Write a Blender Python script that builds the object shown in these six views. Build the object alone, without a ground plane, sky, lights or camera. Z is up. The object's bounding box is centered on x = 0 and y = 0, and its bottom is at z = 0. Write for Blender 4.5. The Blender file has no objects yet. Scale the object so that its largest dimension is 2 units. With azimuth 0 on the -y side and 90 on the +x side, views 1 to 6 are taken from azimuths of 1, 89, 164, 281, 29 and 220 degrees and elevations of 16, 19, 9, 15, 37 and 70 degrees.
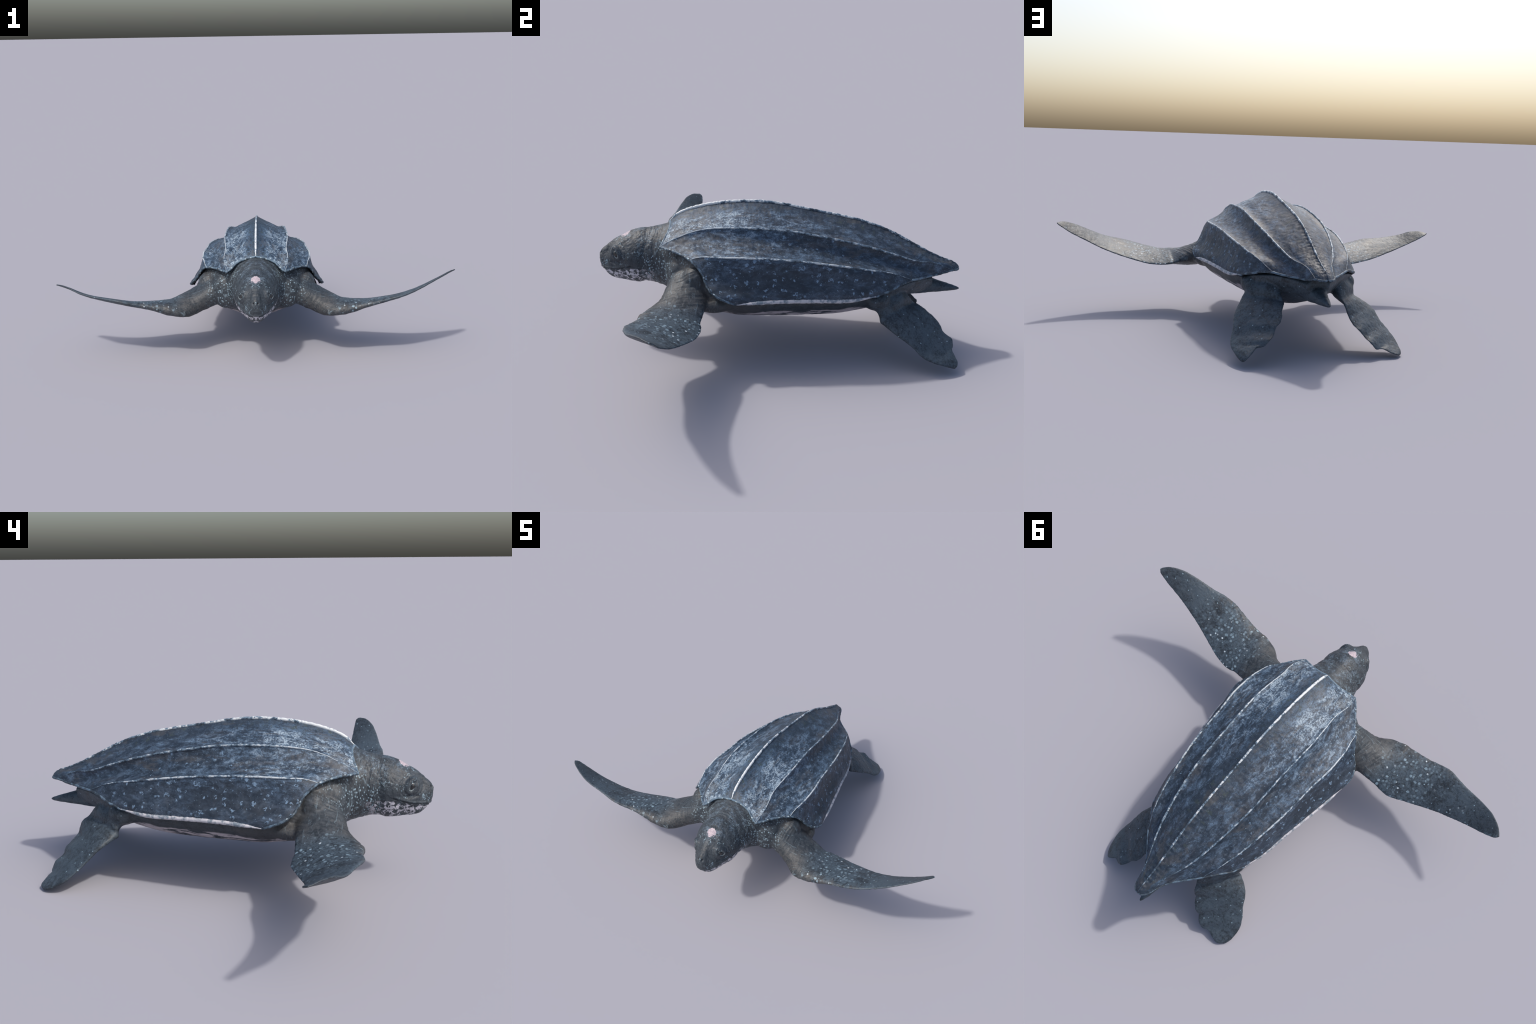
"""A leatherback sea turtle: keeled leathery carapace over one smooth body
(head, neck, torso, fore and hind flippers, tail)."""
import bpy, bmesh, math, random
import numpy as np
from mathutils import Vector, noise

random.seed(7)
rng = np.random.default_rng(7)
X0 = 0.0065            # the animal's plane of symmetry
V = np.array


# ------------------------------------------------------------------ curves
def curve(pts, n, even=True):
    """Catmull-Rom through the points, n samples, even arc length."""
    p = V(pts, float)
    q = np.vstack([2 * p[0] - p[1], p, 2 * p[-1] - p[-2]])
    out = []
    for i in range(1, len(q) - 2):
        t = np.linspace(0, 1, 24, endpoint=False)[:, None]
        a, b, c, d = q[i - 1], q[i], q[i + 1], q[i + 2]
        out.append(0.5 * (2 * b + (c - a) * t + (2 * a - 5 * b + 4 * c - d) * t ** 2 + (3 * b - a - 3 * c + d) * t ** 3))
    out = np.vstack(out + [p[-1:]])
    if not even:
        s = np.linspace(0, 1, len(out))
    else:
        s = np.r_[0, np.cumsum(np.linalg.norm(np.diff(out, axis=0), axis=1))]
        s /= s[-1]
    u = np.linspace(0, 1, n)
    return np.stack([np.interp(u, s, out[:, k]) for k in range(out.shape[1])], -1)


def interp(y, ys, vs):
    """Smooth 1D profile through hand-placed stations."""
    ys, vs = V(ys, float), V(vs, float)
    m = np.gradient(vs, ys)
    i = np.clip(np.searchsorted(ys, y) - 1, 0, len(ys) - 2)
    h = ys[i + 1] - ys[i]
    t = np.clip((y - ys[i]) / h, 0, 1)
    return ((2 * t ** 3 - 3 * t ** 2 + 1) * vs[i] + (t ** 3 - 2 * t ** 2 + t) * h * m[i]
            + (-2 * t ** 3 + 3 * t ** 2) * vs[i + 1] + (t ** 3 - t ** 2) * h * m[i + 1])


def mirror(p):
    q = V(p, float).copy()
    q[..., 0] = 2 * X0 - q[..., 0]
    return q


def smooth(a, b, x):
    t = np.clip((x - a) / (b - a), 0, 1)
    return t * t * (3 - 2 * t)


def fbm(P, scale, octaves=3, seed=0.0):
    """Fractal noise; mirrored so both flanks match."""
    P = np.asarray(P)
    return V([noise.fractal(Vector((abs(p[0] - X0) * scale + seed, p[1] * scale, p[2] * scale)), 0.7, 2.1, octaves) for p in P])


# ------------------------------------------------------------- carapace plan
# the seven keels and the rim, right-hand side, metres
KEEL_MID = [(X0, y, z) for y, z in ((-.472, .524), (-.44, .551), (-.40, .572), (-.357, .586), (-.309, .598), (-.246, .608),
            (-.18, .614), (-.117, .616), (-.05, .613), (.02, .604), (.076, .594), (.146, .581), (.217, .569), (.271, .558),
            (.323, .547), (.376, .531), (.436, .509), (.501, .479), (.55, .452), (.594, .43), (.639, .406), (.695, .385),
            (.735, .372), (.757, .357), (.763, .348))]
KEEL_INNER = [(.151, -.498, .454), (.166, -.427, .498), (.160, -.34, .53), (.167, -.249, .544), (.171, -.156, .547),
              (.168, -.063, .545), (.165, .029, .537), (.164, .121, .523), (.16, .212, .506), (.15, .302, .485),
              (.137, .391, .46), (.119, .477, .43), (.094, .56, .399), (.06, .645, .381), (.045, .727, .345)]
KEEL_OUTER = [(.263, -.368, .441), (.272, -.32, .456), (.283, -.256, .459), (.286, -.154, .46), (.276, -.052, .455), (.271, .05, .448),
              (.263, .151, .437), (.248, .251, .421), (.23, .351, .403), (.203, .447, .382), (.165, .538, .341)]
MARGIN = [(.352, -.178, .288), (.341, -.07, .296), (.324, .042, .296), (.305, .153, .292), (.29, .266, .29), (.265, .375, .302)]
FRONT_IN = [(X0, -.472, .524), (.04, -.469, .517), (.073, -.47, .507), (.103, -.476, .492), (.126, -.488, .469), (.151, -.498, .454)]
FRONT_MID = [(.151, -.498, .454), (.178, -.47, .454), (.204, -.437, .454), (.229, -.405, .45), (.263, -.368, .441)]
FRONT_OUT = [(.263, -.368, .441), (.281, -.346, .427), (.298, -.32, .4), (.315, -.303, .367), (.338, -.283, .339),
             (.354, -.251, .319), (.357, -.213, .303), (.352, -.178, .288)]
REAR_OUT = [(.165, .538, .341), (.19, .509, .341), (.222, .466, .332), (.251, .424, .319), (.265, .375, .302)]
REAR_MID = [(.045, .727, .345), (.061, .677, .334), (.086, .63, .333), (.121, .589, .336), (.165, .538, .341)]
REAR_IN = [(X0, .763, .348), (.022, .760, .346), (.036, .747, .345), (.045, .727, .345)]

NV, NU = 420, 36       # samples along and across each panel
keels = [curve(k, NV) for k in (KEEL_MID, KEEL_INNER, KEEL_OUTER, MARGIN)]
fronts = [curve(k, NU + 1) for k in (FRONT_IN, FRONT_MID, FRONT_OUT)]
rears = [curve(k, NU + 1) for k in (REAR_IN, REAR_MID, REAR_OUT)]


def coons(A, B, F, R):
    """Patch bounded by keel A, keel B, front rim F and rear rim R."""
    v = np.linspace(0, 1, NV)[:, None, None]
    u = np.linspace(0, 1, NU + 1)[None, :, None]
    lin_u = (1 - u) * A[:, None] + u * B[:, None]
    lin_v = (1 - v) * F[None] + v * R[None]
    cor = (1 - u) * (1 - v) * A[0] + u * (1 - v) * B[0] + (1 - u) * v * A[-1] + u * v * B[-1]
    return lin_u + lin_v - cor


def normals(G):
    n = np.cross(np.gradient(G, axis=1), np.gradient(G, axis=0))
    return n / (np.linalg.norm(n, axis=-1, keepdims=True) + 1e-9)


SAG = (.019, .019, .020)
SKEW = (.55, .5, .5)    # where across a panel its trough lies
panels = []
for i in range(3):
    P = coons(keels[i], keels[i + 1], fronts[i], rears[i])
    n = normals(P)
    if n[NV // 2, NU // 2, 2] < 0 or n[NV // 2, NU // 2, 0] < -.3:
        n = -n
    u = np.linspace(0, 1, NU + 1)[None, :]
    v = np.linspace(0, 1, NV)[:, None]
    k_ = SKEW[i]
    prof = (u / k_) ** (1.6 * k_) * ((1 - u) / (1 - k_)) ** (1.6 * (1 - k_))
    fade = smooth(0, .12, v) * (1 - .95 * smooth(.45, .95, v)) if i < 2 else smooth(0, .15, v) * (1 - .7 * smooth(.4, .9, v))
    P = P - n * (SAG[i] * prof * fade)[..., None]
    panels.append(P)
right = np.concatenate([panels[0], panels[1][:, 1:], panels[2][:, 1:]], axis=1)
grid = np.concatenate([mirror(right)[:, :0:-1], right], axis=1)     # full width, column order -margin .. +margin
NC = grid.shape[1]
nrm = normals(grid)
if nrm[NV // 2, NC // 2, 2] < 0:
    nrm = -nrm
# leathery relief: low swellings, fine wrinkles, crumpled tail end
flat = grid.reshape(-1, 3)
u_of = np.tile(np.abs(np.arange(NC) - 3 * NU) % NU / NU, NV)
edge = np.minimum(u_of, 1 - u_of)
v_of = np.repeat(np.linspace(0, 1, NV), NC)
off = .0022 * fbm(flat, 14, 3) * smooth(0, .2, edge)
off += .0009 * fbm(flat, 60, 3, 5)
off += .0008 * fbm(flat * V([1, .55, 1]), 150, 2, 9) * smooth(.55, 1, v_of) * smooth(.16, 0, np.abs(flat[:, 0] - X0))
# cross wrinkles running into the median keel towards the tail
off += .0014 * np.sin(flat[:, 1] * 260 + 5 * fbm(flat * V([.2, 1, 1]), 12, 2, 3)) * smooth(.5, .75, v_of) * np.exp(-((np.abs(flat[:, 0] - X0) - .008) / .008) ** 2)
top = (flat + nrm.reshape(-1, 3) * off[:, None]).reshape(grid.shape)
nrm = normals(top)
if nrm[NV // 2, NC // 2, 2] < 0:
    nrm = -nrm
under = top - nrm * .009
# pull the under layer's border a little inwards so that the rim reads as a rolled lip
ctr = V([X0, .1, .33])
for sl in ((0, slice(None)), (-1, slice(None)), (slice(None), 0), (slice(None), -1)):
    under[sl] += (ctr - under[sl]) * .012 + V([0, 0, -.003])

root = bpy.data.objects.new("leatherback_turtle", None)
bpy.context.scene.collection.objects.link(root)
root["label"] = "dark leatherback sea turtle with seven pale-keeled leathery shell"
root["category"] = "sea turtle"


def add(name, verts, faces, parent, mats=(), slots=None, shade=True):
    me = bpy.data.meshes.new(name)
    me.from_pydata([tuple(v) for v in verts], [], [tuple(f) for f in faces])
    for m in mats:
        me.materials.append(m)
    if slots is not None:
        me.polygons.foreach_set("material_index", list(slots))
    if shade:
        me.polygons.foreach_set("use_smooth", [True] * len(me.polygons))
    me.update()
    ob = bpy.data.objects.new(name, me)
    bpy.context.scene.collection.objects.link(ob)
    ob.parent = parent
    return ob


# --------------------------------------------------------------- materials
class Nodes:
    """Tiny builder for shader trees."""

    def __init__(self, name):
        self.mat = bpy.data.materials.new(name)
        self.mat.use_nodes = True
        self.t = self.mat.node_tree
        self.bsdf = self.t.nodes["Principled BSDF"]
        co = self.t.nodes.new("ShaderNodeTexCoord").outputs["Object"]
        sx = self.t.nodes.new("ShaderNodeSeparateXYZ")
        self.t.links.new(co, sx.inputs[0])
        self.obj = co
        self.ax = self.math("ABSOLUTE", self.math("SUBTRACT", sx.outputs[0], X0))
        self.x, self.y, self.z = sx.outputs[0], sx.outputs[1], sx.outputs[2]
        cb = self.t.nodes.new("ShaderNodeCombineXYZ")     # both flanks share one pattern
        for i, s in enumerate((self.ax, self.y, self.z)):
            self.t.links.new(s, cb.inputs[i])
        self.p = cb.outputs[0]

    def put(self, sock, val):
        if isinstance(val, bpy.types.NodeSocket):
            self.t.links.new(val, sock)
        elif isinstance(val, (tuple, list)) and len(val) == 3 and sock.type == "RGBA":
            sock.default_value = (*val, 1)
        else:
            sock.default_value = val

    def math(self, op, a, b=0.0, c=0.0, clamp=False):
        n = self.t.nodes.new("ShaderNodeMath")
        n.operation, n.use_clamp = op, clamp
        for i, v in enumerate((a, b, c)):
            self.put(n.inputs[i], v)
        return n.outputs[0]

    def mul(self, *a):
        r = a[0]
        for b in a[1:]:
            r = self.math("MULTIPLY", r, b)
        return r

    def inv(self, a):
        return self.math("SUBTRACT", 1.0, a)

    def most(self, a, b):
        return self.math("MAXIMUM", a, b)

    def step(self, v, lo, hi):
        n = self.t.nodes.new("ShaderNodeMapRange")
        n.interpolation_type = "SMOOTHSTEP"
        self.put(n.inputs[0], v)
        n.inputs[1].default_value, n.inputs[2].default_value = lo, hi
        if lo > hi:
            n.inputs[1].default_value, n.inputs[2].default_value = hi, lo
            n.inputs[3].default_value, n.inputs[4].default_value = 1, 0
        return n.outputs[0]

    def band(self, v, lo, hi, soft):
        return self.mul(self.step(v, lo - soft, lo + soft), self.step(v, hi + soft, hi - soft))

    def scaled(self, s, vec=None, shift=(0, 0, 0)):
        n = self.t.nodes.new("ShaderNodeMapping")
        self.t.links.new(vec or self.p, n.inputs[0])
        n.inputs["Scale"].default_value = s
        n.inputs["Location"].default_value = shift
        return n.outputs[0]

    def noise(self, scale, detail=4, rough=.6, dist=0.0, vec=None):
        n = self.t.nodes.new("ShaderNodeTexNoise")
        self.t.links.new(vec or self.p, n.inputs["Vector"])
        n.inputs["Scale"].default_value, n.inputs["Detail"].default_value = scale, detail
        n.inputs["Roughness"].default_value, n.inputs["Distortion"].default_value = rough, dist
        return n.outputs["Fac"]

    def warp(self, amount, scale, vec=None):
        n = self.t.nodes.new("ShaderNodeTexNoise")
        self.t.links.new(vec or self.p, n.inputs["Vector"])
        n.inputs["Scale"].default_value, n.inputs["Detail"].default_value = scale, 2
        a = self.t.nodes.new("ShaderNodeVectorMath")
        a.operation = "MULTIPLY_ADD"
        self.t.links.new(n.outputs["Color"], a.inputs[0])
        a.inputs[1].default_value = (amount,) * 3
        self.t.links.new(vec or self.p, a.inputs[2])
        return a.outputs[0]

    def cells(self, scale, vec=None, feature="F1", rand=1.0):
        n = self.t.nodes.new("ShaderNodeTexVoronoi")
        n.feature = feature
        self.t.links.new(vec or self.p, n.inputs["Vector"])
        n.inputs["Scale"].default_value = scale
        n.inputs["Randomness"].default_value = rand
        if feature == "F1":
            s = self.t.nodes.new("ShaderNodeSeparateColor")
            self.t.links.new(n.outputs["Color"], s.inputs[0])
            return n.outputs["Distance"], s.outputs[0], s.outputs[1]
        return n.outputs["Distance"]

    def wave(self, scale, dist, axis="Y", vec=None, detail_scale=1.5):
        n = self.t.nodes.new("ShaderNodeTexWave")
        n.bands_direction = axis
        self.t.links.new(vec or self.p, n.inputs["Vector"])
        n.inputs["Scale"].default_value, n.inputs["Distortion"].default_value = scale, dist
        n.inputs["Detail"].default_value, n.inputs["Detail Scale"].default_value = 3, detail_scale
        return n.outputs["Fac"]

    def mix(self, f, a, b):
        n = self.t.nodes.new("ShaderNodeMix")
        n.data_type = "RGBA"
        self.put(n.inputs[0], f)
        self.put(n.inputs[6], a)
        self.put(n.inputs[7], b)
        return n.outputs[2]

    def near(self, c, r, soft):
        """Ball mask round a point of the mirrored space."""
        n = self.t.nodes.new("ShaderNodeVectorMath")
        n.operation = "DISTANCE"
        self.t.links.new(self.p, n.inputs[0])
        n.inputs[1].default_value = c
        return self.step(n.outputs["Value"], r + soft, r - soft)

    def finish(self, color, height=None, strength=.3, dist=.002, rough=.5, spec=.35, coat=0.0):
        self.put(self.bsdf.inputs["Base Color"], color)
        self.put(self.bsdf.inputs["Roughness"], rough)
        self.bsdf.inputs["Specular IOR Level"].default_value = spec
        self.bsdf.inputs["Coat Weight"].default_value = coat
        if height is not None:
            b = self.t.nodes.new("ShaderNodeBump")
            b.inputs["Strength"].default_value, b.inputs["Distance"].default_value = strength, dist
            self.t.links.new(height, b.inputs["Height"])
            self.t.links.new(b.outputs[0], self.bsdf.inputs["Normal"])
        return self.mat


def shell_material(name, panel):
    n = Nodes(name)
    dark, slate, blue = (.018, .029, .046), (.042, .064, .097), (.086, .146, .226)
    pale, brown, green = (.36, .44, .50), (.078, .074, .075), (.045, .060, .052)
    big = n.noise(5, 3, .55)
    soft = n.noise(9, 3, .55, vec=n.scaled((1.5, .6, 1.5), shift=(.3, .1, .7)))
    mid = n.noise(34, 6, .74, .35, vec=n.scaled((1, .5, 1)))
    fine = n.noise(150, 6, .78, .5)
    fibre = n.noise(85, 5, .78, .4, vec=n.scaled((1, .4, 1)))
    grain = n.math("ADD", n.mul(fine, .5), n.mul(fibre, .5))
    front = n.step(n.y, .30, -.28)                         # mottling is strongest towards the head
    col = n.mix(n.step(n.math('ADD', n.mul(mid, .65), n.mul(grain, .35)), .42, .56), dark, slate)
    col = n.mix(n.mul(n.step(n.math('ADD', n.mul(soft, .55), n.mul(mid, .45)), .47, .60), n.step(grain, .38, .56), (.40, .45, .30)[panel]), col, brown)
    # broad weathering: dark clouds and brown smears that run lengthwise
    cloud = n.noise(8, 5, .66, .3, vec=n.scaled((1.5, .7, 1.5)))
    smear = n.noise(10, 4, .62, .3, vec=n.scaled((1.8, .6, 1.8), shift=(2.3, 1.1, .4)))
    # blue bloom
    if panel == 2:
        bloom = n.mul(n.step(n.math("ADD", mid, n.mul(n.step(n.z, .37, .44), .12)), .50, .66), .45)
    else:
        bloom = n.mul(n.step(n.math("ADD", mid, n.mul(front, .16 if panel == 0 else .12)), .46, .68), .95)
    col = n.mix(n.mul(bloom, n.step(grain, .43, .54)), col, blue)
    # chalky streaks
    lift = n.math("ADD", n.mul(mid, .55), n.mul(grain, .6))
    if panel == 0:
        lane = n.mul(n.step(n.ax, .030, .075), front)      # pale lane between the median and inner keels
        chalk = n.mul(n.step(cloud, .40, .52), n.step(n.math("ADD", lift, n.mul(lane, .060)), .615, .685), n.step(fine, .43, .56), n.math("ADD", .10, n.mul(lane, .90)))
        by_keel = n.mul(n.step(n.ax, .055, .012), n.step(mid, .36, .56))
        col = n.mix(n.mul(by_keel, .75), col, dark)
        col = n.mix(n.mul(n.step(n.ax, .07, .03), n.step(n.noise(40, 3), .56, .66), .6), col, green)
    elif panel == 1:
        chalk = n.mul(n.step(n.math("ADD", lift, n.mul(front, .05)), .62, .74), n.math("ADD", .12, n.mul(front, .6)))
    else:
        chalk = n.mul(n.step(lift, .62, .74), .12)
    col = n.mix(n.mul(chalk, .9), col, pale)
    if panel < 2:
        col = n.mix(n.mul(n.step(cloud, .50, .41), n.step(grain, .62, .48), .78), col, dark)
        col = n.mix(n.mul(n.step(smear, .54, .63), n.step(mid, .36, .52), .48), col, (.066, .062, .060))
    else:
        col = n.mix(n.mul(n.step(cloud, .54, .44), .6), col, (.016, .023, .034))
    # worm-shaped pale marks and broken rings
    d, r1, r2 = n.cells(36 if panel == 2 else 40, vec=n.warp(.030, 60, n.scaled((1, .9, 1))))
    ring = n.mul(n.band(d, .14, .27, .04), n.step(n.noise(85, 2, .5), .42, .50))
    blob = n.mul(n.step(d, .20, .12), n.step(r2, .80, .85))
    on = n.step(r1, .12, .16) if panel == 2 else n.mul(n.step(r1, .80, .84), n.step(n.ax, .10, .13))
    zone = n.step(n.noise(8, 2, .5), .34, .42)
    marks = n.mul(n.most(ring, blob), on, zone)
    if panel == 2:
        marks = n.mul(marks, 1.0)
        marks = n.mul(marks, n.step(n.z, .300, .325))
    col = n.mix(n.mul(marks, n.step(grain, .36, .52), .72), col, (.23, .35, .49))
    sp, sr, _ = n.cells(170)
    col = n.mix(n.mul(n.step(sp, .24, .12), n.step(sr, .80, .85), .55), col, (.25, .36, .46))
    h = n.math("ADD", n.mul(fine, .5), n.math("ADD", n.mul(fibre, .5), n.mul(marks, .6)))
    return n.finish(col, h, .5, .0025, rough=n.math("ADD", .40, n.mul(mid, .25)), spec=.42)


def keel_material(name, drop, white):
    """White cord that breaks up; drop is how much of it stays dark."""
    n = Nodes(name)
    blue, slate = (.15, .22, .29), (.046, .064, .086)
    m = n.noise(26, 4, .6)
    g = n.noise(110, 3, .6)
    tail = n.step(n.y, .25, .62)
    k = n.math("SUBTRACT", n.math("ADD", n.mul(m, .6), n.mul(g, .4)), n.math("ADD", n.mul(n.step(n.y, -.25, .10), drop), n.mul(tail, .06)))
    col = n.mix(n.step(k, .34, .42), slate, blue)
    col = n.mix(n.step(k, .42, .49), col, white)
    return n.finish(col, g, .3, .0015, rough=.42, spec=.45)


def margin_material():
    n = Nodes("margin_white")
    m = n.noise(45, 4, .6)
    col = n.mix(n.step(m, .36, .56), (.17, .21, .25), (.50, .49, .52))
    return n.finish(col, n.noise(160, 3), .3, .0015, rough=.5)


def rim_material(name, lift=0.0):
    n = Nodes(name)
    m = n.math('ADD', n.noise(40, 4, .6), lift)
    d, r1, r2 = n.cells(75)
    col = n.mix(n.step(m, .40, .62), (.035, .048, .063), (.12, .18, .24))
    col = n.mix(n.mul(n.step(d, .40, .25), n.step(r1, .6, .66), n.step(n.y, .1, -.2)), col, (.36, .44, .48))
    return n.finish(col, m, .3, .0015, rough=.5)


def skin_material():
    n = Nodes("turtle_skin")
    dark, slate, brown, blue = (.021, .027, .034), (.048, .060, .073), (.076, .071, .067), (.078, .113, .146)
    pale, white = (.28, .39, .46), (.52, .60, .65)
    big = n.noise(6, 3, .55)
    mid = n.noise(32, 5, .66, .8)
    fine = n.noise(150, 5, .70, .6)
    grain = n.math("ADD", n.mul(fine, .5), n.mul(mid, .5))
    # body-region masks in the turtle's own frame
    fl = n.mul(n.step(n.ax, .35, .44), n.step(n.y, -.1, -.2))
    hind = n.step(n.y, .34, .42)
    head = n.step(n.y, -.555, -.590)
    neck = n.mul(n.step(n.y, -.40, -.47), n.inv(head), n.step(n.ax, .26, .18))
    arm = n.mul(n.step(n.ax, .16, .24), n.step(n.ax, .46, .37), n.step(n.y, -.2, -.28))
    col = n.mix(n.step(grain, .38, .62), dark, slate)
    col = n.mix(n.mul(n.step(big, .48, .64), n.inv(n.most(n.most(fl, hind), n.most(n.mul(neck, .7), n.mul(head, .85)))), .40), col, brown)
    col = n.mix(n.mul(arm, n.step(grain, .40, .58), n.step(n.ax, .15, .30), n.step(n.z, .345, .285), .6), col, brown)
    col = n.mix(n.mul(n.most(fl, n.mul(hind, .6)), n.step(n.math('ADD', n.mul(grain, .7), n.mul(big, .3)), .42, .56), .75), col, blue)
    col = n.mix(n.mul(fl, n.step(n.ax, .60, .95), n.step(mid, .38, .55), .6), col, (.036, .045, .056))
    col = n.mix(n.mul(n.most(neck, head), n.step(n.z, .42, .47), n.step(n.noise(24, 5, .7), .48, .60), n.step(fine, .40, .56), .8), col, (.105, .145, .190))
    fray = n.mul(fl, n.step(n.math("SUBTRACT", n.y, n.mul(n.ax, -.22)), -.225, -.175), n.step(n.noise(60, 4, .7, vec=n.scaled((2.2, .5, 1))), .50, .60))
    col = n.mix(n.mul(fray, .7), col, (.17, .25, .30))
    lead = n.mul(fl, n.step(n.math("ADD", n.y, n.mul(n.ax, .06)), -.47, -.52), n.step(n.ax, .75, .6), n.step(n.noise(18, 3), .40, .58))
    col = n.mix(n.mul(lead, .6), col, brown)
    # scale cells with pale hearts, thickest on the inner half of the fore flipper
    d, r1, r2 = n.cells(60, vec=n.warp(.008, 50))
    gap = n.cells(60, vec=n.warp(.008, 50), feature="DISTANCE_TO_EDGE")
    inner = n.mul(fl, n.step(n.ax, .80, .46), n.step(n.noise(12, 2), .40, .56))
    core = n.step(d, .46, .30)
    col = n.mix(n.mul(inner, n.step(gap, .10, .03), .7), col, dark)
    col = n.mix(n.mul(inner, core, n.step(r1, .25, .80), .75), col, pale)
    sd, s1, s2 = n.cells(46, vec=n.warp(.006, 60))
    few = n.mul(fl, n.step(n.ax, .90, .60), n.step(n.noise(10, 2, vec=n.scaled((1, 1, 1), shift=(.4, .2, 0))), .46, .56))
    col = n.mix(n.mul(few, n.step(sd, .25, .17), n.step(s2, .60, .66)), col, white)
    d2, q1, q2 = n.cells(66, vec=n.warp(.010, 40))
    col = n.mix(n.mul(n.most(hind, fl), n.step(d2, .24, .14), n.step(q1, .84, .88), .75), col, pale)
    # neck: rows of small pale scales
    d3, t1, t2 = n.cells(128, vec=n.warp(.006, 40, n.scaled((.8, 1.15, .72))))
    nk = n.mul(n.most(neck, n.mul(arm, n.step(n.ax, .27, .20))), n.step(n.z, .49, .43), n.step(n.noise(16, 2), .32, .48))
    col = n.mix(n.mul(nk, n.step(d3, .42, .26), n.step(t1, .15, .55), .85), col, pale)
    # fine pale creases between the folds
    wr = n.noise(36, 5, .72, 1.0, vec=n.scaled((.5, 2.2, .5)))
    col = n.mix(n.mul(n.most(neck, arm), n.step(wr, .56, .66), .30), col, pale)
    # head: flecks, marbled jaw, pink crown blotch
    hf = n.mul(head, n.step(n.noise(75, 5, .75, 1.6), .55, .62), n.step(n.noise(18, 2), .44, .58))
    col = n.mix(n.mul(hf, .8), col, pale)
    jawline = n.math("SUBTRACT", n.z, n.math("ADD", .319, n.mul(n.step(n.y, -.72, -.62), .020)))
    jaw = n.mul(n.step(jawline, .002, -.006), n.step(n.y, -.51, -.58), n.step(n.ax, .16, .13))
    marble = n.step(n.noise(52, 5, .7, .5), .495, .545)
    col = n.mix(n.mul(jaw, marble), col, (.50, .49, .54))
    crown = n.near((0.0, -.660, .460), .024, .016)
    blot = n.mul(crown, n.math("SUBTRACT", n.mul(n.noise(60, 5, .75, .8), 1.7), .22))
    col = n.mix(n.mul(n.step(blot, .34, .42), .9), col, n.mix(n.step(fine, .42, .58), (.36, .30, .34), (.54, .46, .50)))
    # plastron: long pink-white streaks
    pl = n.mul(n.step(n.math('ADD', n.z, n.mul(n.math('SUBTRACT', big, .5), .06)), .238, .226), n.step(n.ax, .34, .30), n.step(n.y, -.42, -.33), n.step(n.y, .40, .30))
    streak = n.step(n.noise(26, 5, .7, .8, vec=n.scaled((1, .35, 1.4))), .46, .52)
    col = n.mix(n.mul(pl, streak, .9), col, (.52, .47, .50))
    h = n.math("ADD", n.mul(fine, .5), n.math("ADD", n.mul(mid, .5), n.math("ADD", n.mul(wr, n.most(arm, neck), .8), n.mul(n.step(gap, 0, .12), inner, .5))))
    return n.finish(col, h, .45, .0018, rough=n.math("ADD", .42, n.mul(mid, .2)), spec=.38)


def plain(name, col, rough, coat=0.0):
    n = Nodes(name)
    return n.finish(n.mix(n.noise(120), col, tuple(c * .7 for c in col)), None, rough=rough, coat=coat, spec=.5)


M_SHELL = [shell_material("shell_median", 0), shell_material("shell_flank", 1), shell_material("shell_side", 2)]
M_KEEL = keel_material("keel_white", .065, (.66, .69, .70))
M_KEEL2 = keel_material("keel_pale", .08, (.50, .55, .58))
M_MARGIN, M_SKIN = margin_material(), skin_material()
M_RIM, M_RIM_PALE = rim_material("rim_blue_grey"), rim_material("rim_pale_blue", .08)
M_EYE = plain("eye_black", (.008, .008, .009), .12, .6)
M_LID = plain("eyelid_pale", (.24, .29, .31), .5)
M_CUSP = plain("beak_white", (.40, .43, .43), .45)
M_NOSTRIL = plain("nostril_black", (.006, .006, .006), .7)

# ------------------------------------------------------------ carapace mesh
idx = np.arange(NV * NC).reshape(NV, NC)
a, b, c, d = idx[:-1, :-1].ravel(), idx[:-1, 1:].ravel(), idx[1:, 1:].ravel(), idx[1:, :-1].ravel()
faces = np.stack([a, b, c, d], 1)
slot = np.tile(V([min(2, int(abs(j + .5 - 3 * NU) // NU)) for j in range(NC - 1)]), NV - 1)
O = NV * NC
loop = np.concatenate([idx[0, :], idx[1:, -1], idx[-1, -2::-1], idx[-2:0:-1, 0]])
nxt = np.roll(loop, -1)
lip = np.stack([loop, loop + O, nxt + O, nxt], 1)
carapace = add("carapace", np.vstack([top.reshape(-1, 3), under.reshape(-1, 3)]),
               np.vstack([faces, faces[:, ::-1] + O, lip]), root, M_SHELL, np.concatenate([slot, slot, np.full(len(lip), 2)]))
bm = bmesh.new()
bm.from_mesh(carapace.data)
bmesh.ops.recalc_face_normals(bm, faces=bm.faces)
bm.to_mesh(carapace.data)
bm.free()


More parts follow.
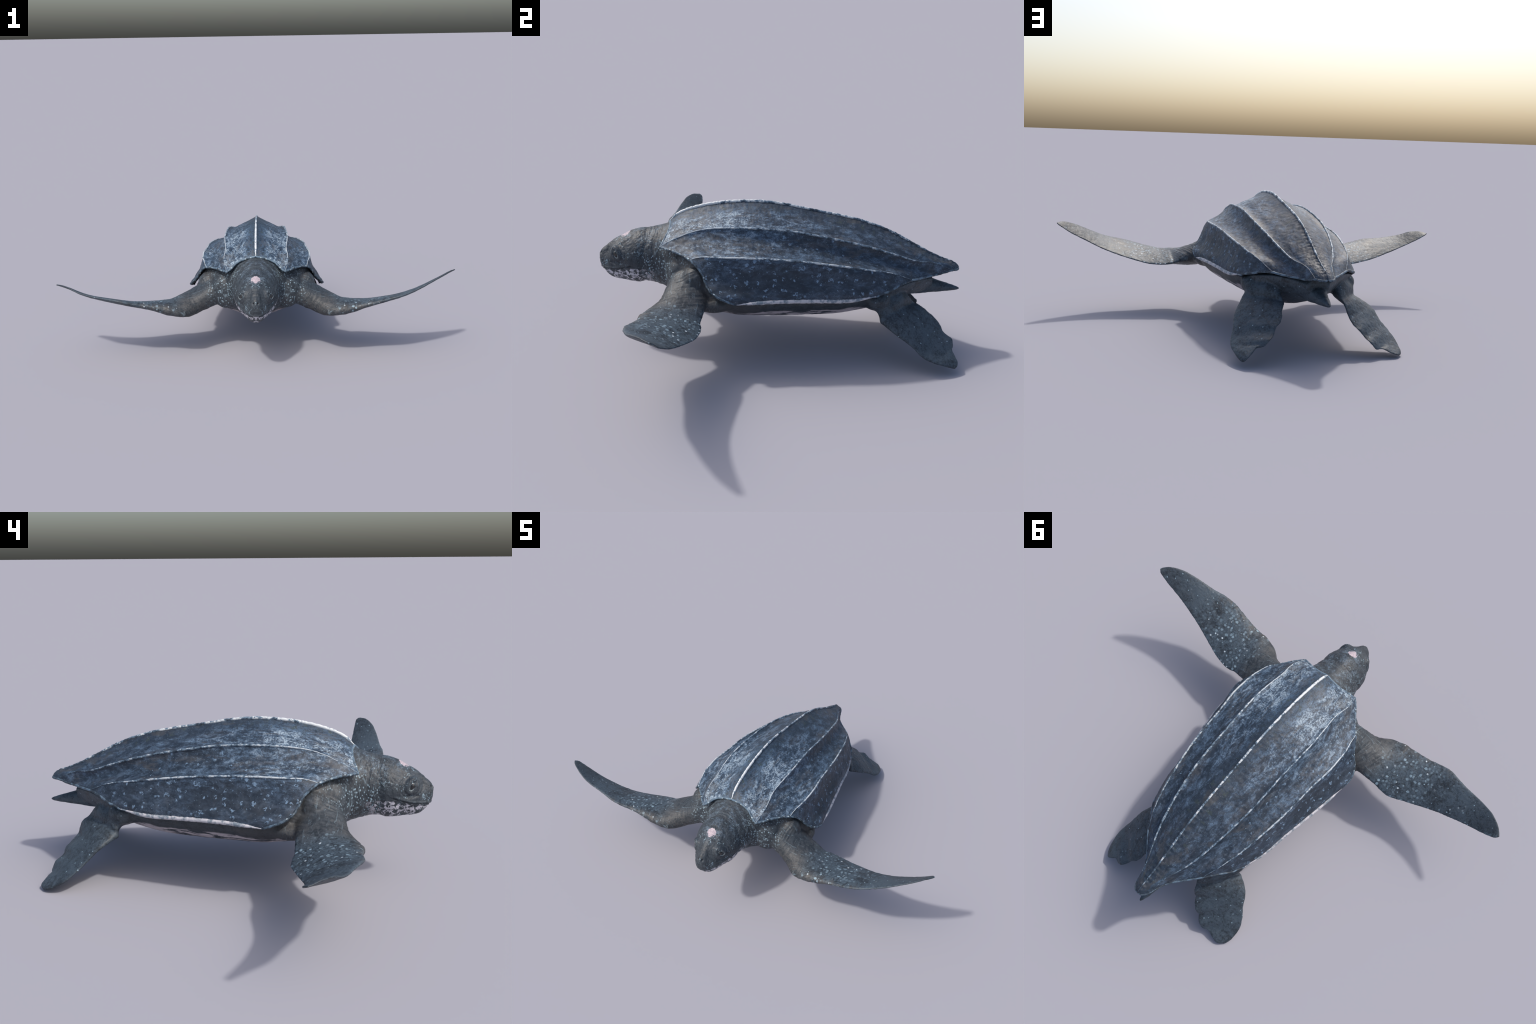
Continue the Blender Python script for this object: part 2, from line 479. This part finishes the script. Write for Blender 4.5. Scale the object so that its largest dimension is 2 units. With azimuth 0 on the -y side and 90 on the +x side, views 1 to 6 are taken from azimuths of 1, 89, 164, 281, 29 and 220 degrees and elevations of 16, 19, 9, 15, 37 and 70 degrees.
def keel(name, line, up, radius, bead, depth, mat, lift=.3, taper=(.05, .05), flat=1.0, seed=0, ring=10, n=None, front=1.0):
    """Beaded cord along a line: rounded knobs with notches of uneven length."""
    n = n or int(np.linalg.norm(np.diff(line, axis=0), axis=1).sum() / .0022)
    L = np.r_[0, np.cumsum(np.linalg.norm(np.diff(line, axis=0), axis=1))]
    s = np.linspace(0, L[-1], n)
    P = np.stack([np.interp(s, L, line[:, k]) for k in range(3)], -1)
    U = np.stack([np.interp(s, L, up[:, k]) for k in range(3)], -1)
    U /= np.linalg.norm(U, axis=1, keepdims=True)
    T = np.gradient(P, axis=0)
    T /= np.linalg.norm(T, axis=1, keepdims=True)
    S = np.cross(T, U)
    S /= np.linalg.norm(S, axis=1, keepdims=True)
    U = np.cross(S, T)
    r_ = random.Random(seed)
    cuts, x = [0.0], 0.0
    while x < L[-1]:
        x += bead * r_.uniform(.45, 1.7)
        cuts.append(x)
    cuts = V(cuts)
    i = np.clip(np.searchsorted(cuts, s, side="right") - 1, 0, len(cuts) - 2)
    ph = (s - cuts[i]) / (cuts[i + 1] - cuts[i])
    size = V([r_.uniform(.75, 1.2) for _ in cuts])[i]
    knob = (1 - depth) + depth * np.sin(np.pi * ph) ** .3 * size
    f = s / L[-1]
    env = smooth(-.001, taper[0], f) * smooth(1.001, 1 - taper[1], f)
    R = radius * knob * (.25 + .75 * env) * (1 + (front - 1) * smooth(.5, .15, f))
    side = (.0012 * V([noise.noise(Vector((t * 55, seed, 0))) for t in s]))[:, None] * S
    ang = np.linspace(0, 2 * np.pi, ring, endpoint=False)
    verts = (P + U * (R * lift)[:, None] + side)[:, None] + R[:, None, None] * (np.cos(ang)[None, :, None] * S[:, None] * flat + np.sin(ang)[None, :, None] * U[:, None])
    f_ = []
    for k in range(n - 1):
        for j in range(ring):
            q = (j + 1) % ring
            f_.append((k * ring + j, k * ring + q, (k + 1) * ring + q, (k + 1) * ring + j))
    f_ += [tuple(range(ring))[::-1], tuple((n - 1) * ring + j for j in range(ring))]
    return add(name, verts.reshape(-1, 3), f_, carapace, [mat])


def column(j):
    return top[:, j], nrm[:, j]


mid = 3 * NU
c0, u0 = column(mid)
keel("median_keel", c0, u0, .0054, .022, .30, M_KEEL, .05, (.03, .12), .8, 1, front=1.35)
for k, side in ((1, 1), (-1, 1)):
    ci, ui = column(mid + k * NU)
    keel("inner_keel", ci, ui, .0050, .036, .34, M_KEEL2, .1, (.3, .25), .8, 2, front=.8)
    ci, ui = column(mid + k * 2 * NU)
    keel("outer_keel", ci, ui, .0042, .050, .25, M_KEEL2, 0, (.15, .3), .9, 3)
    ci, ui = column(mid + k * 3 * NU)
    keel("margin_keel", ci + V([0, 0, .002]), ui + V([0, 0, -.3]), .0092, .026, .22, M_MARGIN, -.35, (.16, .16), .9, 4)
    # rim beads: front edge past the shoulder and the rolled rear edge
    fr = top[0, mid:] if k > 0 else top[0, mid::-1]
    fu = nrm[0, mid:] if k > 0 else nrm[0, mid::-1]
    keel("nuchal_rim", fr[:NU + 3], fu[:NU + 3], .0058, .06, .12, M_RIM_PALE, -.5, (.02, .02), 1.0, 7)
    keel("front_rim", fr[NU:], fu[NU:], .0055, .012, .35, M_RIM, -.5, (.02, .02), 1.0, 5)
    rr = top[-1, mid:] if k > 0 else top[-1, mid::-1]
    ru = nrm[-1, mid:] if k > 0 else nrm[-1, mid::-1]
    keel("rear_rim", rr, ru, .0048, .03, .2, M_RIM, -.4, (.02, .02), 1.0, 6)

# ------------------------------------------------------------------- body
VOX = .0025
solids = []       # closed lofts, later fused


def loft(rings):
    """Closed tube through rings of equal size."""
    rings = V(rings)
    m, k = rings.shape[:2]
    f = [(i * k + j, i * k + (j + 1) % k, (i + 1) * k + (j + 1) % k, (i + 1) * k + j) for i in range(m - 1) for j in range(k)]
    f += [tuple(range(k))[::-1], tuple((m - 1) * k + j for j in range(k))]
    solids.append((rings.reshape(-1, 3), f))


A = np.linspace(0, 2 * np.pi, 72, endpoint=False)


def spow(x, p):
    return np.sign(x) * np.abs(x) ** p


# torso: hidden upper half inside the shell, shallow keeled plastron below
TY = [-.482, -.46, -.42, -.36, -.28, -.18, -.05, .10, .25, .36, .45, .53, .60, .645]
TW = [.10, .165, .215, .262, .304, .322, .310, .290, .268, .242, .207, .148, .088, .05]
TS = [.34, .345, .345, .340, .315, .288, .288, .286, .286, .298, .315, .325, .320, .31]
TB = [.268, .240, .212, .176, .150, .140, .136, .138, .149, .172, .200, .220, .230, .25]
TT = [.42, .460, .490, .520, .535, .550, .553, .538, .508, .473, .428, .385, .350, .335]
rings = []
for y in np.linspace(-.482, .645, 100):
    w, zs, zb, zt = (interp(y, TY, k) for k in (TW, TS, TB, TT))
    c, s = np.cos(A), np.sin(A)
    slim = .50 * smooth(-.30, -.08, y)              # keeps the back well inside the shell
    x = w * spow(c, .95) * (1 - slim * np.clip(s, 0, 1) ** .55)
    z = np.where(s > 0, zs + (zt - zs) * spow(np.abs(s), 1.0), zs - (zs - zb) * np.clip(1 - np.abs(c) ** 1.36, 0, 1) ** .56)
    rings.append(np.stack([X0 + x, np.full_like(x, y), z], -1))
loft(rings)

# head and neck
HY = [-.772, -.765, -.75, -.728, -.70, -.665, -.635, -.60, -.575, -.545, -.51, -.475, -.43, -.36]
HT = [.374, .387, .402, .421, .441, .459, .475, .486, .489, .493, .503, .514, .536, .54]
HB = [.340, .318, .288, .270, .263, .260, .255, .254, .258, .258, .250, .238, .222, .21]
HW = [.013, .023, .036, .052, .068, .085, .096, .104, .106, .111, .121, .142, .185, .20]
HM = [.352, .348, .345, .345, .352, .362, .368, .372, .372, .370, .366, .360, .35, .35]
rings = []
for y in np.concatenate([np.linspace(-.772, -.72, 26), np.linspace(-.717, -.36, 70)]):
    w, zm, zb, zt = (interp(y, HY, k) for k in (HW, HM, HB, HT))
    c, s = np.cos(A), np.sin(A)
    x = w * np.where(s > 0, spow(c, 1.22), spow(c, .9))
    z = zm + np.where(s > 0, (zt - zm) * spow(s, .95), (zm - zb) * spow(s, .9))
    rings.append(np.stack([X0 + x, np.full_like(x, y), z], -1))
loft(rings)



def lump(c, r):
    """Ellipsoid of flesh in a limb's armpit."""
    th = np.linspace(.03, np.pi - .03, 20)
    loft([np.stack([c[0] + r[0] * np.sin(t) * np.cos(A), c[1] + r[1] * np.sin(t) * np.sin(A), np.full_like(A, c[2] - r[2] * np.cos(t))], -1) for t in th])


for m_ in (1, -1):
    lump((X0 + m_ * .276, -.270, .268), (.062, .085, .036))
    lump((X0 + m_ * .195, .385, .268), (.06, .06, .045))
    lump((X0 + m_ * .150, -.41, .335), (.080, .065, .098))
    lump((X0 + m_ * .245, -.345, .350), (.054, .056, .058))

# tail: a tapering cone
rings = []
for t in np.linspace(0, 1, 26):
    y = .50 + t * .276
    zc = .278 + (.247 - .278) * t
    r = .066 * (1 - t) ** .85 * (1 - .1 * t) + .0045
    hv = .056 * (1 - t) ** .95 + .005
    if t > .985:
        r, hv = r * .6, hv * .6
    rings.append(np.stack([X0 - .006 * t + r * np.cos(A), np.full_like(A, y), zc + hv * np.sin(A)], -1))
loft(rings)


def flipper(roots, lead, trail, thick, n=90, camber=0.0, peak=.32, wave=0.0):
    """Limb loft: elliptical root sections that turn into a blade between a leading and a trailing edge curve."""
    lead, trail = curve(lead, n), curve(trail, n)
    t = np.linspace(0, 1, n)
    th = interp(t, *thick)
    rows = [(c, ch, tv) for c, ch, tv in roots]
    mid = (lead + trail) / 2
    span = np.gradient(mid, axis=0)
    rings = []
    th_root = None
    ang = np.linspace(0, 2 * np.pi, 64, endpoint=False)
    blade = []
    for i in range(n):
        ch = trail[i] - lead[i]
        nn = np.cross(ch, span[i])
        nn /= np.linalg.norm(nn) + 1e-9
        if nn[2] < 0:
            nn = -nn
        s = (1 - np.cos(ang)) / 2                       # 0 at the leading edge, 1 at the trailing edge
        up = np.sin(ang)
        a = s ** .5 * (1 - s) ** .85
        a = a / (peak ** .5 * (1 - peak) ** .85)
        tip = .35 + .65 * np.clip(a, 0, 1)
        h = th[i] * np.clip(a, 0, 1.0) * np.sign(up)
        edge_h = .0018 * np.clip(up * 3, -1, 1)           # keeps the margins from being knife-thin
        h = h + th[i] * .15 * np.clip(1 - s, 0, 1) ** .5    # flat underside: the leading edge rides up on its thick spar
        base = lead[i][None] + ch[None] * s[:, None]
        rip = wave * np.sin(t[i] * 34) * s ** 2 * smooth(.15, .4, t[i])
        blade.append(base + nn[None] * (h + edge_h + camber * 4 * s * (1 - s) * smooth(0, .3, t[i]) + rip)[:, None])
    # root sections, same angular layout
    for c, ch, tv in roots:
        c, ch, tv = V(c, float), V(ch, float), V(tv, float)
        rings.append(c[None] - np.cos(ang)[:, None] * ch[None] + np.sin(ang)[:, None] * tv[None])
    # ease from the last root ring into the blade
    r = rings + blade
    R = np.concatenate([V(rings), V(blade)], 0)
    k = len(rings)
    # resample the root part smoothly
    kn = np.concatenate([V(rings), V(blade)[[0, 3, 8]]], 0)
    seq = [curve(kn[:, j], 60) for j in range(len(ang))]
    fine = np.stack(seq, 1)
    R = np.concatenate([fine, V(blade)[9:]], 0)
    loft(R)
    return mid


fore_thick = ([0, .12, .25, .40, .55, .7, .85, .95, 1], [.035, .024, .0155, .0105, .0072, .0046, .0028, .0018, .001])
LEAD_R = [(.44, -.549, .257), (.486, -.547, .265), (.541, -.551, .286), (.594, -.558, .303), (.65, -.564, .321),
          (.707, -.558, .335), (.762, -.543, .35), (.815, -.53, .371), (.867, -.515, .395), (.918, -.495, .417), (.966, -.464, .432), (.991, -.440, .432), (1.002, -.424, .430)]
TRAIL_R = [(.43, -.311, .246), (.482, -.305, .237), (.562, -.32, .239), (.638, -.345, .257), (.713, -.369, .279),
           (.787, -.387, .308), (.86, -.399, .344), (.933, -.404, .382), (.975, -.408, .410), (.990, -.411, .421)]
LEAD_L = [(-.43, -.547, .264), (-.453, -.546, .270), (-.507, -.545, .287), (-.56, -.548, .298), (-.612, -.556, .31), (-.664, -.558, .323), (-.717, -.545, .33),
          (-.77, -.533, .336), (-.824, -.524, .345), (-.876, -.511, .358), (-.924, -.491, .376), (-.969, -.463, .382), (-.992, -.441, .377), (-1.002, -.428, .375)]
TRAIL_L = [(-.431, -.308, .24), (-.505, -.307, .227), (-.577, -.332, .233), (-.649, -.358, .243), (-.72, -.379, .262),
           (-.792, -.392, .285), (-.864, -.401, .312), (-.934, -.405, .341), (-.972, -.409, .360), (-.990, -.414, .369)]
ARM = [((.10, -.34, .345), (0, .10, .01), (.02, .0, .085)), ((.20, -.355, .325), (-.01, .103, .012), (.025, -.006, .070)),
       ((.285, -.382, .288), (-.02, .103, .022), (.03, -.012, .051)), ((.352, -.414, .264), (-.016, .118, .018), (.02, -.010, .047))]
flipper(ARM, LEAD_R, TRAIL_R, fore_thick)
flipper([(mirror(c), V(ch) * V([-1, 1, 1]), V(tv) * V([-1, 1, 1])) for c, ch, tv in ARM], LEAD_L, TRAIL_L, fore_thick)

hind_thick = ([0, .25, .5, .75, .93, 1], [.024, .015, .0095, .006, .0035, .002])
HLEAD_R = [(.262, .40, .192), (.286, .436, .17), (.309, .479, .143), (.321, .524, .114), (.339, .564, .079), (.348, .613, .056), (.343, .655, .042), (.336, .685, .031), (.326, .706, .022)]
HTRAIL_R = [(.122, .565, .222), (.127, .585, .215), (.137, .604, .205), (.143, .614, .197), (.147, .636, .181), (.159, .655, .165), (.177, .667, .147), (.190, .676, .129),
            (.202, .699, .113), (.22, .714, .102), (.241, .713, .084), (.262, .704, .077), (.285, .713, .062), (.302, .721, .044), (.314, .718, .028)]
HLEAD_L = [(-.238, .393, .19), (-.282, .418, .178), (-.315, .451, .154), (-.332, .486, .117), (-.357, .52, .082), (-.376, .56, .049), (-.379, .60, .025), (-.375, .632, .012), (-.363, .653, .004)]
HTRAIL_L = [(-.128, .565, .222), (-.134, .585, .208), (-.140, .592, .185), (-.150, .600, .155), (-.158, .616, .138), (-.176, .636, .115), (-.200, .643, .090),
            (-.218, .664, .068), (-.245, .674, .041), (-.276, .664, .035), (-.31, .676, .024), (-.335, .677, .012), (-.351, .667, .005)]
LEG = [((.10, .40, .275), (.03, -.06, 0), (.02, .02, .04)), ((.165, .44, .262), (.045, -.062, -.01), (.02, .02, .036)),
       ((.188, .465, .235), (.062, -.068, -.014), (.018, .018, .028))]


def leg(rows, m):
    s = V([m, 1, 1])
    out = []
    for c, ch, tv in rows:
        c = V(c, float) if m > 0 else mirror(c)
        out.append((c, -V(ch) * s, V(tv) * s))
    return out


flipper(leg(LEG, 1), HLEAD_R, HTRAIL_R, hind_thick, wave=.0018)
flipper(leg(LEG, -1), HLEAD_L, HTRAIL_L, hind_thick, wave=.0018)

verts, faces, o = [], [], 0
for vs, fs in solids:
    verts.append(vs)
    faces += [tuple(i + o for i in f) for f in fs]
    o += len(vs)
body = add("body", np.vstack(verts), faces, None, [M_SKIN])
bm = bmesh.new()
bm.from_mesh(body.data)
bmesh.ops.recalc_face_normals(bm, faces=bm.faces)
bm.to_mesh(body.data)
bm.free()
rm = body.modifiers.new("fuse", "REMESH")
rm.mode, rm.voxel_size, rm.adaptivity = "VOXEL", VOX, 0
dg = bpy.context.evaluated_depsgraph_get()
fused = bpy.data.meshes.new_from_object(body.evaluated_get(dg))
bpy.data.objects.remove(body)

# finer mesh over the head
bm = bmesh.new()
bm.from_mesh(fused)
sel = [e for e in bm.edges if max(v.co.y for v in e.verts) < -.50 and abs(e.verts[0].co.x) < .16]
bmesh.ops.subdivide_edges(bm, edges=sel, cuts=1, use_grid_fill=True)
bm.verts.index_update()
P = V([v.co[:] for v in bm.verts])
E = V([[e.verts[0].index, e.verts[1].index] for e in bm.edges])
deg = np.bincount(E.ravel(), minlength=len(P))[:, None]


def relax(P, w, n):
    for _ in range(n):
        acc = np.stack([np.bincount(E[:, 0], P[E[:, 1], k], len(P)) + np.bincount(E[:, 1], P[E[:, 0], k], len(P)) for k in range(3)], 1)
        P = P + w[:, None] * (acc / deg - P)
    return P


# joints are melted into one skin, blades keep their form
ax = np.abs(P[:, 0] - X0)
joint = np.maximum.reduce([
    np.exp(-(((ax - .31) / .085) ** 2 + ((P[:, 1] + .39) / .19) ** 2)),
    np.exp(-(((ax - .17) / .08) ** 2 + ((P[:, 1] - .47) / .10) ** 2 + ((P[:, 2] - .24) / .07) ** 2)),
    np.exp(-((ax / .10) ** 2 + ((P[:, 1] - .60) / .06) ** 2)),
    np.exp(-(((ax - .15) / .10) ** 2 + ((P[:, 1] + .44) / .07) ** 2))])
P = relax(P, .5 * joint, 34)
pit = np.maximum(np.exp(-(((ax - .29) / .06) ** 2 + ((P[:, 1] + .24) / .07) ** 2 + ((P[:, 2] - .25) / .05) ** 2)),
                 np.exp(-(((ax - .21) / .06) ** 2 + ((P[:, 1] - .38) / .07) ** 2 + ((P[:, 2] - .25) / .05) ** 2)))
P = relax(P, .5 * pit, 130)                        # webs of skin in the armpits and groins
for w_ in (.5, -.53) * 4:                        # Taubin: smooth without shrinking
    P = relax(P, np.full(len(P), w_), 1)


def vnormals(P):
    for v, p in zip(bm.verts, P):
        v.co = p
    bm.normal_update()
    return V([v.normal[:] for v in bm.verts])


N = vnormals(P)
ax = np.abs(P[:, 0] - X0)
y, z = P[:, 1], P[:, 2]
# head sculpt: brow and eye bulge, sockets, mouth cleft, beak, nostrils, skull-neck groove
hd = smooth(-.50, -.56, y)
EYE = V([.074, -.692, .389])
dy, dz = y - EYE[1], z - EYE[2]
sidew = smooth(.03, .05, ax)
D = .016 * np.exp(-((dy / .024) ** 2 + ((dz - .006) / .025) ** 2)) * sidew
D -= .013 * np.exp(-(((dy + .25 * dz) / .0110) ** 2 + (dz / .0160) ** 2) ** 1.5) * sidew
D -= .0030 * np.exp(-((np.hypot(dy / .9, dz) - .034) / .006) ** 2) * sidew
zm = interp(y, [-.80, -.765, -.752, -.73, -.694, -.648, -.62, -.60], [.312, .312, .316, .319, .324, .340, .350, .352])
mouth = np.exp(-((z - zm) / .0030) ** 2) * smooth(-.615, -.635, y)
D -= .0055 * mouth
D -= .0045 * smooth(.0, -.012, z - zm) * smooth(-.62, -.66, y) * smooth(.255, .28, z)
D += .0025 * np.exp(-((z - zm - .006) / .005) ** 2) * smooth(-.62, -.65, y)
D -= .0030 * np.exp(-((y + .575 - .06 * (z - .37)) / .012) ** 2) * smooth(.22, .28, z) * (1 - .6 * smooth(.40, .46, z))
D -= .008 * np.exp(-(((ax - .0115) / .0045) ** 2 + ((z - .379) / .0045) ** 2)) * (y < -.745)
D += .003 * np.exp(-((ax - .045) / .012) ** 2 - ((y + .685) / .04) ** 2) * smooth(.40, .42, z)
# brow, hollow before the eye, cheek and under-eye crease
D += .0055 * np.exp(-((z - .413 + .25 * (y + .695)) / .008) ** 2 - ((y + .692) / .030) ** 2) * sidew
D -= .0060 * np.exp(-((y + .738) / .016) ** 2 - ((z - .392) / .024) ** 2) * smooth(.012, .03, ax)
D += .0050 * np.exp(-((y + .630) / .032) ** 2 - ((z - .372) / .030) ** 2) * sidew
D -= .0030 * np.exp(-((z - .353) / .005) ** 2 - ((y + .690) / .030) ** 2) * sidew
D -= .0020 * np.exp(-((np.hypot(dy, dz) - .043) / .004) ** 2) * sidew
D += hd * .0014 * fbm(P, 55, 3, 2)
# folds: rings round the neck, arms and legs
nk = smooth(-.60, -.57, y) * smooth(-.44, -.48, y) * (ax < .2)
D += nk * .0014 * fbm(P * V([.35, 1.6, .35]), 48, 3, 1)
arm = smooth(.20, .26, ax) * smooth(.44, .38, ax) * smooth(-.2, -.28, y)
fold = V([1, 0, 0])[None] * (ax * .75 - z * .65 + .2 * y)[:, None] * 2.2 + P * V([0, .25, .25])
D += arm * .0013 * fbm(fold + V([X0, 0, 0]), 42, 3, 4)
fl = smooth(.38, .46, ax) * (y < -.2)
hl = smooth(.30, .36, y) * (z < .27)
D += (fl + hl) * .0008 * fbm(P, 45, 3, 6)
D += (1 - hd) * (1 - fl) * .0012 * fbm(P, 25, 3, 8)
P = P + N * D[:, None]
N = vnormals(P)
low = P[:, 2].min()

# split the single skin into its anatomical parts; borders coincide and normals are shared
mesh = bpy.data.meshes.new("skin")
bm.to_mesh(mesh)
bm.free()
nf = len(mesh.polygons)
C = np.empty(nf * 3)
mesh.polygons.foreach_get("center", C)
C = C.reshape(-1, 3)
ls, lt = np.empty(nf, int), np.empty(nf, int)
mesh.polygons.foreach_get("loop_start", ls)
mesh.polygons.foreach_get("loop_total", lt)
lv = np.empty(len(mesh.loops), int)
mesh.loops.foreach_get("vertex_index", lv)
cx = C[:, 0] - X0
part = np.full(nf, "torso", dtype=object)
part[(C[:, 1] < -.43) & (np.abs(cx) < .17)] = "neck"
part[C[:, 1] < -.575] = np.where(np.abs(cx[C[:, 1] < -.575]) < .2, "head", "torso")
fore = ((np.abs(cx) - .28) * .85 + (C[:, 1] + .40) * -.4 + (C[:, 2] - .3) * -.3 > 0) & (C[:, 1] < -.15)
hindm = ((np.abs(cx) - .185) * .5 + (C[:, 1] - .46) * .4 + (C[:, 2] - .235) * -.8 > 0) & (C[:, 1] > .36) & (np.abs(cx) > .09)
part[(C[:, 1] > .61) & (np.abs(cx) < .09)] = "tail"
part[fore & (cx > 0)], part[fore & (cx < 0)] = "forelimb", "forelimb_"
part[hindm & (cx > 0)], part[hindm & (cx < 0)] = "hindlimb", "hindlimb_"
parts = {}
for nm in ("torso", "neck", "head", "forelimb", "forelimb_", "hindlimb", "hindlimb_", "tail"):
    sel = np.where(part == nm)[0]
    fs = [lv[ls[i]:ls[i] + lt[i]] for i in sel]
    used = np.unique(np.concatenate(fs))
    re = np.full(len(P), -1)
    re[used] = np.arange(len(used))
    ob = add(nm.rstrip("_"), P[used], [re[f] for f in fs], root, [M_SKIN])
    ob.data.normals_split_custom_set_from_vertices([tuple(n) for n in N[used]])
    parts[nm] = ob
bpy.data.meshes.remove(mesh)


# ----------------------------------------------------------- head fittings
def ball(name, c, r, parent, mat, squash=(1, 1, 1)):
    bm = bmesh.new()
    bmesh.ops.create_uvsphere(bm, u_segments=32, v_segments=20, radius=1)
    for v in bm.verts:
        v.co = Vector(c) + Vector((v.co.x * r * squash[0], v.co.y * r * squash[1], v.co.z * r * squash[2]))
    me = bpy.data.meshes.new(name)
    bm.to_mesh(me)
    bm.free()
    me.materials.append(mat)
    me.polygons.foreach_set("use_smooth", [True] * len(me.polygons))
    ob = bpy.data.objects.new(name, me)
    bpy.context.scene.collection.objects.link(ob)
    ob.parent = parent
    return ob


def surface_x(yy, zz, sgn):
    """Outermost skin point on the head at a height and station."""
    m = (np.hypot(P[:, 1] - yy, P[:, 2] - zz) < .004) & ((P[:, 0] - X0) * sgn > .02)
    return np.median(P[m, 0]) if m.any() else X0 + sgn * .07


for sgn in (1, -1):
    sx = surface_x(EYE[1], EYE[2], sgn)
    ball("eye", (sx - sgn * .0075, EYE[1], EYE[2]), .0140, parts["head"], M_EYE, (.8, .85, 1.15))
    # pale lid ring lying on the edge of the socket
    ang = np.linspace(0, 2 * np.pi, 40, endpoint=False)
    ringp = []
    for t in ang:
        yy, zz = EYE[1] + .0098 * np.cos(t) - .25 * .014 * np.sin(t), EYE[2] + .0140 * np.sin(t)
        ringp.append((surface_x(yy, zz, sgn) - sgn * .0002, yy, zz))
    ringp = V(ringp)
    for _ in range(3):
        ringp[:, 0] = (np.roll(ringp[:, 0], 1) + np.roll(ringp[:, 0], -1) + ringp[:, 0]) / 3
    vv, ff = [], []
    for k, p in enumerate(ringp):
        t = ringp[(k + 1) % 40] - ringp[k - 1]
        t /= np.linalg.norm(t)
        s = np.cross(t, [sgn, 0, 0])
        r = .0009 + .0011 * max(0, .3 - math.sin(ang[k]))
        for j in range(8):
            q = j * math.pi / 4
            vv.append(p + r * (math.cos(q) * s + math.sin(q) * V([sgn, 0, 0])))
        for j in range(8):
            ff.append((k * 8 + j, k * 8 + (j + 1) % 8, ((k + 1) % 40) * 8 + (j + 1) % 8, ((k + 1) % 40) * 8 + j))
    add("eyelid", vv, ff, parts["head"], [M_LID])
    m = (np.abs((P[:, 0] - X0) * sgn - .0115) < .004) & (np.abs(P[:, 2] - .379) < .004) & (P[:, 1] < -.73)
    cusp = [(X0 + sgn * (.019 + .0045 * math.cos(q) * (1 - f)), -.7535 + .0035 * math.sin(q) * (1 - f) + .004 * f, .322 - .016 * f)
            for f in (0, .35, .7, .97) for q in np.linspace(0, 2 * np.pi, 12, endpoint=False)]
    add("beak_cusp", cusp, [(r_ * 12 + j, r_ * 12 + (j + 1) % 12, r_ * 12 + 12 + (j + 1) % 12, r_ * 12 + 12 + j) for r_ in range(3) for j in range(12)]
        + [tuple(range(36, 48)), tuple(range(11, -1, -1))], parts["head"], [M_CUSP])
    if m.any():
        ball("nostril", (X0 + sgn * .0115, P[m, 1].max() + .001, .379), .0045, parts["head"], M_NOSTRIL, (1, .6, .9))
